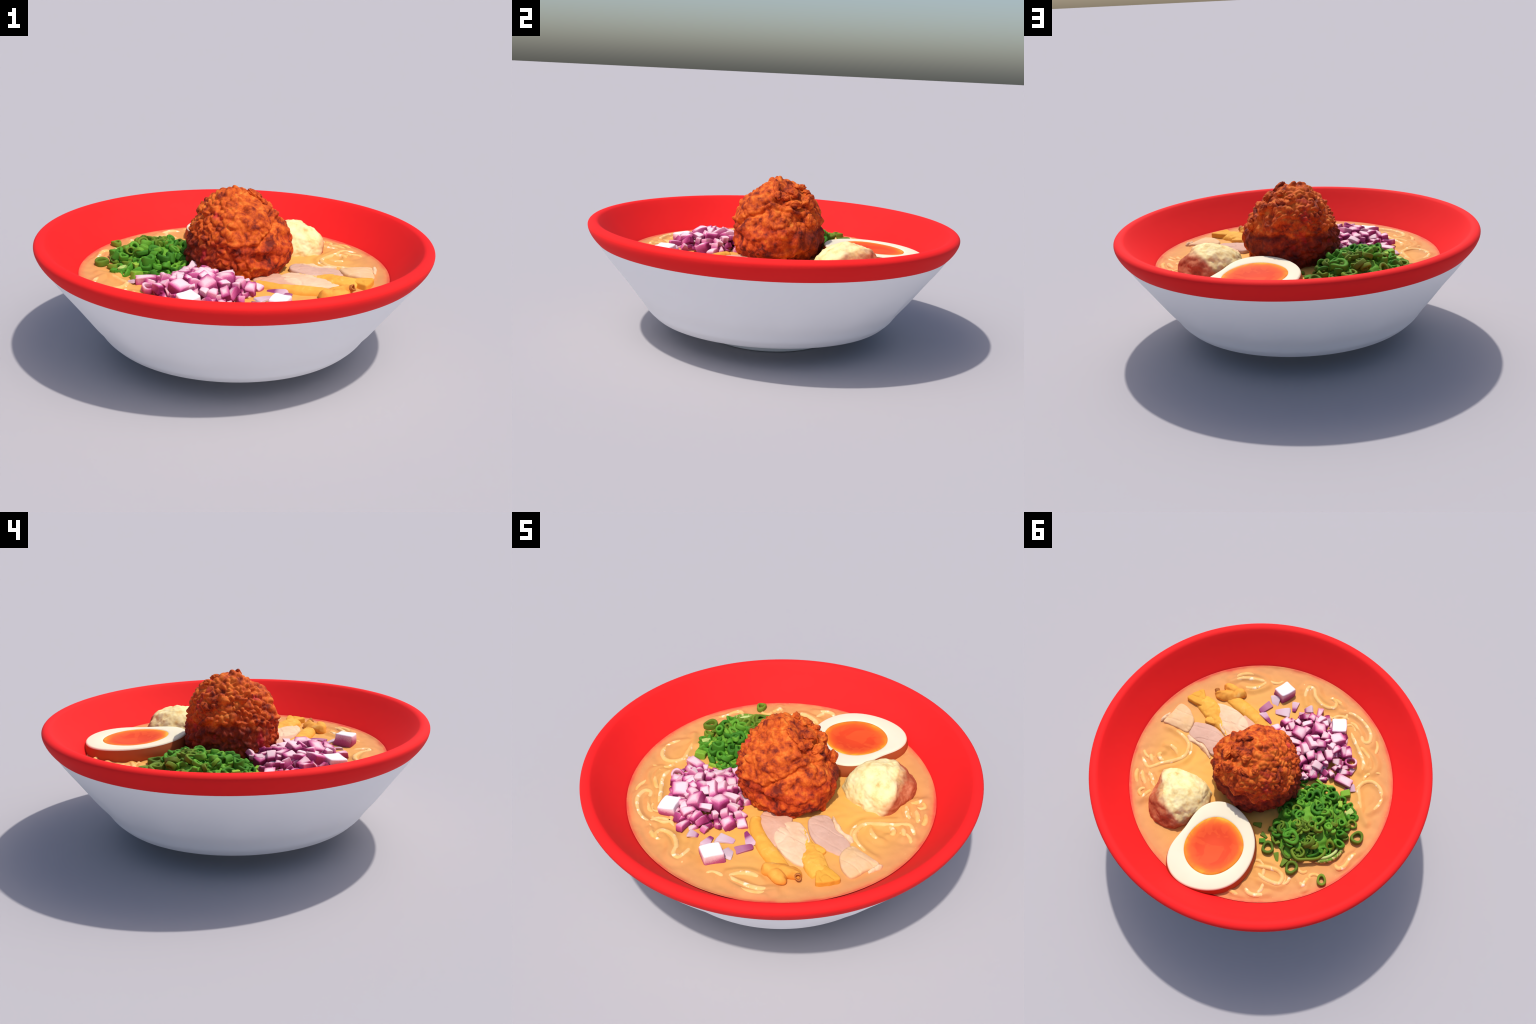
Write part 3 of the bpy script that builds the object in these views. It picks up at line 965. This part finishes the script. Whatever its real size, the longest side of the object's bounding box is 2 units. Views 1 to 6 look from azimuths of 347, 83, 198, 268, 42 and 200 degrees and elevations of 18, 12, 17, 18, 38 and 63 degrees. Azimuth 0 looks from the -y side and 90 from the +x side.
ONION_PIECES = [  # x, y, length, width, heading in degrees
    (.037, -.33, .048, .041, 139), (-.003, -.381, .057, .041, 61), (-.049, -.359, .044, .032, 130), (-.053, -.305, .057, .035, 23), (-.111, -.333, .07, .06, 174),
    (-.103, -.463, .057, .028, 45), (-.139, -.468, .053, .032, 94), (-.168, -.524, .07, .032, 94), (-.079, -.403, .035, .028, 158), (-.138, -.405, .053, .028, 34),
    (-.147, -.367, .048, .044, 148), (-.196, -.463, .066, .037, 66), (-.231, -.51, .044, .041, 129), (-.212, -.393, .066, .06, 115), (-.238, -.45, .04, .032, 138),
    (-.276, -.368, .051, .046, 0), (-.197, -.29, .092, .046, 140), (-.219, -.322, .04, .037, 138), (-.264, -.308, .057, .048, 11), (-.3, -.331, .035, .028, 169),
    (-.342, -.379, .07, .06, 40), (-.32, -.318, .048, .041, 169), (-.105, -.263, .084, .035, 9), (-.177, -.241, .066, .051, 134), (-.144, -.221, .035, .032, 121),
    (-.234, -.211, .057, .053, 120), (-.284, -.231, .066, .046, 125), (-.333, -.251, .066, .055, 115), (-.357, -.31, .057, .041, 50), (-.401, -.314, .066, .037, 124),
    (-.431, -.33, .048, .037, 119), (-.196, -.17, .048, .041, 139), (-.387, -.242, .044, .037, 0), (-.286, -.171, .053, .039, 175), (-.326, -.199, .035, .028, 23),
    (-.272, -.124, .07, .041, 125), (-.381, -.164, .048, .028, 139), (-.455, -.205, .057, .035, 6), (-.146, -.197, .035, .032, 149), (-.01, -.314, .04, .032, 159),
    (-.395, -.203, .035, .025, 65), (-.413, -.218, .026, .021, 169)]


def put(name, me, parent, loc, rot, scale):
    o = bpy.data.objects.new(name, me)
    o.parent = parent
    o.location = loc
    o.rotation_euler = rot
    o.scale = scale
    COL.objects.link(o)
    return o


def build_onion():
    g = random.Random(21)
    root = label(empty("diced_red_onion"), "heap of diced red onion, white with magenta edges", "chopped onion")
    mo, mw, mf = mat_onion(), mat_onion_white(), mat_onion_flake()
    kinds = [dice_mesh("onion_dice", s, tp, cv) for s, tp, cv in ((1, 0, .1), (2, .25, .25), (3, .45, .2), (4, .1, .4), (5, .6, .1))]
    for k in kinds:
        k.materials.append(mo)
    for x, y, l, w, a in ONION_PIECES:
        th = min(l, w) * g.uniform(0.8, 1.1) + 0.006
        z = onion_mound(x, y) - th * 0.48
        put("onion_dice", g.choice(kinds), root, (x, y, z), (g.gauss(0, .28), g.gauss(0, .28), math.radians(a + g.choice((0, 180)))), (l * 1.10, w * 1.14, th * 1.05))
    # pieces below and between
    for _ in range(95):
        a, r = g.uniform(0, 6.283), math.sqrt(g.random()) * 0.93
        u, v = .275 * r * math.cos(a), .205 * r * math.sin(a)
        c, s = math.cos(-.35), math.sin(-.35)
        x, y = -.215 + c * u - s * v, -.31 + s * u + c * v
        z = onion_mound(x, y) - g.uniform(.034, .06)
        d = g.uniform(.032, .052)
        put("onion_dice", g.choice(kinds), root, (x, y, max(z, .445)), (g.gauss(0, .6), g.gauss(0, .6), g.uniform(0, 6.3)), (d * 1.15, d * .8, d * .75))
    for _ in range(16):
        a, r = g.uniform(0, 6.283), math.sqrt(g.random()) * .085
        x, y, d = -.205 + r * math.cos(a), -.115 + r * math.sin(a), g.uniform(.030, .046)
        put("onion_dice", g.choice(kinds), root, (x, y, onion_mound(x, y) - g.uniform(.0, .03)), (g.gauss(0, .4), g.gauss(0, .4), g.uniform(0, 6.3)), (d * 1.3, d * .8, d * .7))
    # two large pale chunks, one ring, sheer flakes at the edge of the heap
    big = dice_mesh("onion_chunk", 11)
    big.materials.append(mw)
    put("onion_chunk", big, root, (-.313, -.480, .468), (.14, -.09, math.radians(20)), (.098, .104, .066))
    put("onion_chunk", big, root, (.087, -.590, .470), (.09, .07, math.radians(-32)), (.092, .108, .074))
    rg = ring_mesh("onion_ring", .036, .024, .03, 4, 32)
    rg.materials.append(mo)
    put("onion_ring", rg, root, (-.468, -.283, .468), (.15, .1, 0), (1, 1, 1))
    put("onion_dice", kinds[0], root, (-.466, -.152, .462), (0, 0, math.radians(-5)), (.098, .048, .04))
    flake = dice_mesh("onion_flake", 31, .55, .8)
    flake.materials.append(mf)
    sheer = mat_onion_flake().copy()
    sheer.name = "purple_onion_skin"
    for node in sheer.node_tree.nodes:
        if node.type == "VALTORGB":
            for e, c in zip(node.color_ramp.elements, ((.42, .16, .26, 1), (.26, .035, .14, 1), (.17, .016, .085, 1))):
                e.color = c
    slip = dice_mesh("onion_skin", 33, .3, .4)
    slip.materials.append(sheer)
    for x, y, l, w, a in [(.158, -.448, .085, .052, 62)]:
        put("onion_skin", slip, root, (x, y, SOUP_Z + .002), (0, 0, math.radians(a)), (l, w, .016))
    for x, y, l, w, a in [(-.521, -.122, .062, .046, 40), (.118, -.515, .075, .062, 110), (.048, -.458, .088, .062, 20), (.125, -.382, .095, .048, 150), (-.008, -.525, .070, .044, 100),
                          (-.092, -.535, .056, .048, 30), (-.420, -.25, .075, .032, 140), (-.348, -.15, .055, .048, 10), (-.49, -.235, .05, .032, 90)]:
        put("onion_flake", flake, root, (x, y, SOUP_Z + .003), (g.gauss(0, .16), g.gauss(0, .16), math.radians(a)), (l, w, .013))


build_onion()

SCALLION_RINGS = [  # x, y, radius, tilt in radians: the rings that show on the heap
    (-.321, .323, .045, .3), (-.557, .122, .028, .3), (-.578, .182, .033, .9), (-.495, .185, .032, .7), (-.445, .222, .031, .7), (-.436, .179, .033, .6), (-.322, .239, .029, .6),
    (-.295, .182, .03, .6), (-.326, .037, .034, .5), (-.393, .081, .025, .7), (-.297, .111, .026, .8), (-.248, -.078, .03, .7), (-.238, .269, .023, .8), (-.428, -.07, .024, .9),
    (-.448, .116, .029, .8), (-.475, .108, .026, .9), (-.425, .315, .036, 1.2), (-.457, .32, .029, 1.2), (-.541, .273, .033, 1.1), (-.249, -.049, .024, .9), (-.359, -.029, .029, 1.1)]


def build_scallion():
    g = random.Random(5)
    root = label(empty("chopped_scallion"), "heap of chopped green scallion rings and curls", "chopped scallion")
    bright = mat_scallion("bright_scallion", (.030, .135, .009), (.065, .25, .016), (.14, .35, .028))
    olive = mat_scallion("olive_scallion", (.075, .135, .011), (.11, .19, .014), (.16, .25, .02))
    pale = mat_scallion("pale_scallion", (.18, .38, .03), (.30, .48, .05), (.50, .60, .22))
    # unit rings: radius 1
    wide = [ring_mesh("scallion_ring", 1, r, h, s, 30, q) for s, (r, h, q) in enumerate([(.50, .8, 1), (.42, 1.0, .85), (.48, 1.1, .8), (.46, .75, .9)])]
    tall = [ring_mesh("scallion_ring", 1, .48, 2.0, 9, 30, .8), ring_mesh("scallion_ring", 1, .42, 1.5, 10, 30, .65)]
    curl = [ring_mesh("scallion_curl", 1, .5, 1.0, 13, 36, .9, .62), ring_mesh("scallion_curl", 1, .55, 1.1, 14, 36, .8, .45), ring_mesh("scallion_curl", 1, .52, .8, 15, 36, 1, .75)]
    oliv = [ring_mesh("scallion_ring", 1, .56, .85, 20, 32), ring_mesh("scallion_ring", 1, .50, .8, 21, 32, .85), ring_mesh("scallion_curl", 1, .55, 1, 22, 36, .9, .6)]
    for k in wide + tall + curl:
        k.materials.append(bright)
    for k in oliv:
        k.materials.append(olive)

    def tilted(t, head):
        return (Matrix.Rotation(head, 3, "Z") @ Matrix.Rotation(t, 3, "Y")).to_euler()

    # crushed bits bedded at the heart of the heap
    bed_v, bed_f, na, nr = [], [], 72, 26
    for i in range(nr + 1):
        for k in range(na):
            q, a = 1.0 * i / nr, 2 * math.pi * k / na
            u, v = .262 * q * math.cos(a), .208 * q * math.sin(a)
            c, s = math.cos(1.2), math.sin(1.2)
            bed_v.append((-.41 + c * u - s * v, .165 + s * u + c * v))
    B = np.array([(x, y, scallion_mound(x, y) - .034) for x, y in bed_v])
    B[:, 2] += .009 * fbm(B, 38, 3, 91)
    for i in range(nr):
        bed_f += [(i * na + k, (i + 1) * na + k, (i + 1) * na + (k + 1) % na, i * na + (k + 1) % na) for k in range(na)]
    bed = obj("scallion_bed", mesh_from("scallion_bed", B, bed_f), [bright], root)
    bed["kind"] = "stuff"
    for x, y, r, t in SCALLION_RINGS:
        me = g.choice(wide + tall[1:]) if y < .2 or r > .04 else g.choice(oliv)
        if r > .04:
            me = wide[0]
        z = scallion_mound(x, y) - r * .25
        put(me.name.split(".")[0], me, root, (x, y, z), tilted(t * .75, g.uniform(0, 6.3)), (r, r, r))
    placed = 0
    while placed < 105:
        a, q = g.uniform(0, 6.283), math.sqrt(g.random()) * .97
        u, v = .26 * q * math.cos(a), .215 * q * math.sin(a)
        c, s = math.cos(1.2), math.sin(1.2)
        x, y = -.395 + c * u - s * v, .165 + s * u + c * v
        if math.hypot(x - .024, y - .028) < .25:
            continue
        r = g.uniform(.024, .037)
        deep = g.random() ** 1.4
        z = scallion_mound(x, y) - .008 - .045 * deep
        pick = g.random()
        north = y > .2 + g.gauss(0, .08)
        me = g.choice(oliv) if north and pick < .75 else g.choice(curl) if pick < .38 else g.choice(wide) if pick < .8 else g.choice(tall)
        put(me.name.split(".")[0], me, root, (x, y, max(z, .452)), tilted(abs(g.gauss(.2, .45)), g.uniform(0, 6.3)), (r * g.uniform(.8, 1.2), r, r * g.uniform(.8, 1.1)))
        placed += 1
    # rings floating apart from the heap
    for x, y, r, k, t in [(-.214, .415, .038, 0, .05), (-.385, .475, .039, 0, .05), (-.569, .479, .034, 1, .08), (-.667, .16, .039, 0, .06), (-.611, .09, .029, 0, .3)]:
        put("scallion_ring", oliv[k], root, (x, y, .459), tilted(t, g.uniform(0, 6.3)), (r, r, r))
    # long curled strips at the foot of the heap
    for pts, z, rad, mat, nm in [([(-.372, .356), (-.351, .386), (-.394, .423), (-.448, .404), (-.502, .373), (-.526, .33), (-.52, .289)], .480, .0095, olive, "scallion_curl"),
                                 ([(-.300, .365), (-.295, .40), (-.33, .43), (-.36, .425)], .468, .008, olive, "scallion_curl"),
                                 ([(-.495, .392), (-.569, .352), (-.606, .296), (-.610, .244), (-.590, .206)], .458, .011, mat_leek(), "leek_curl"),
                                 ([(-.47, .385), (-.545, .345), (-.580, .296), (-.585, .25)], .462, .009, pale, "leek_curl")]:
        p = smooth_line(pts, 40)
        s = np.linspace(0, 1, 40)
        e = np.clip(np.minimum(s, 1 - s) * 10, .15, 1) ** .6
        v, f = tube(np.column_stack([p, z + .006 * np.sin(s * 5)]), rad * e, 12, 1.3)
        obj(nm, mesh_from(nm, v, f), [mat], root)
    # flat green chips and pale bits
    chip = dice_mesh("scallion_chip", 41, .5, .3)
    chip.materials.append(olive)
    chip_b = dice_mesh("scallion_chip", 42, .2, .2)
    chip_b.materials.append(bright)
    chip_p = dice_mesh("scallion_chip", 43, .2, .3)
    chip_p.materials.append(pale)
    for x, y, l, w, h, m, a in [(-.168, .385, .036, .030, .026, chip_b, 20), (-.214, .332, .032, .026, .012, chip, 70), (-.163, .348, .045, .026, .010, chip, 160), (-.101, .30, .05, .032, .012, chip, 10),
                                (-.255, .37, .030, .022, .016, chip, 45), (-.28, .443, .055, .03, .010, chip, 120), (-.33, .465, .05, .034, .03, chip, 80), (-.18, .30, .03, .022, .01, chip, 80),
                                (-.507, -.078, .058, .044, .042, chip_p, 30), (-.504, .011, .040, .030, .018, chip_p, 110), (-.568, .031, .050, .036, .026, chip_p, 60), (-.592, .009, .040, .014, .012, chip, 20),
                                (-.40, -.09, .05, .02, .016, chip_p, 10), (-.335, -.095, .05, .018, .016, chip_p, 160), (-.26, -.11, .045, .018, .02, chip_p, 60), (-.47, -.05, .045, .02, .016, chip_b, 140)]:
        z = max(SOUP_Z + h * .3, scallion_mound(x, y) - .012)
        put("scallion_chip", m, root, (x, y, z), (g.gauss(0, .12), g.gauss(0, .12), math.radians(a)), (l, w, h))


build_scallion()
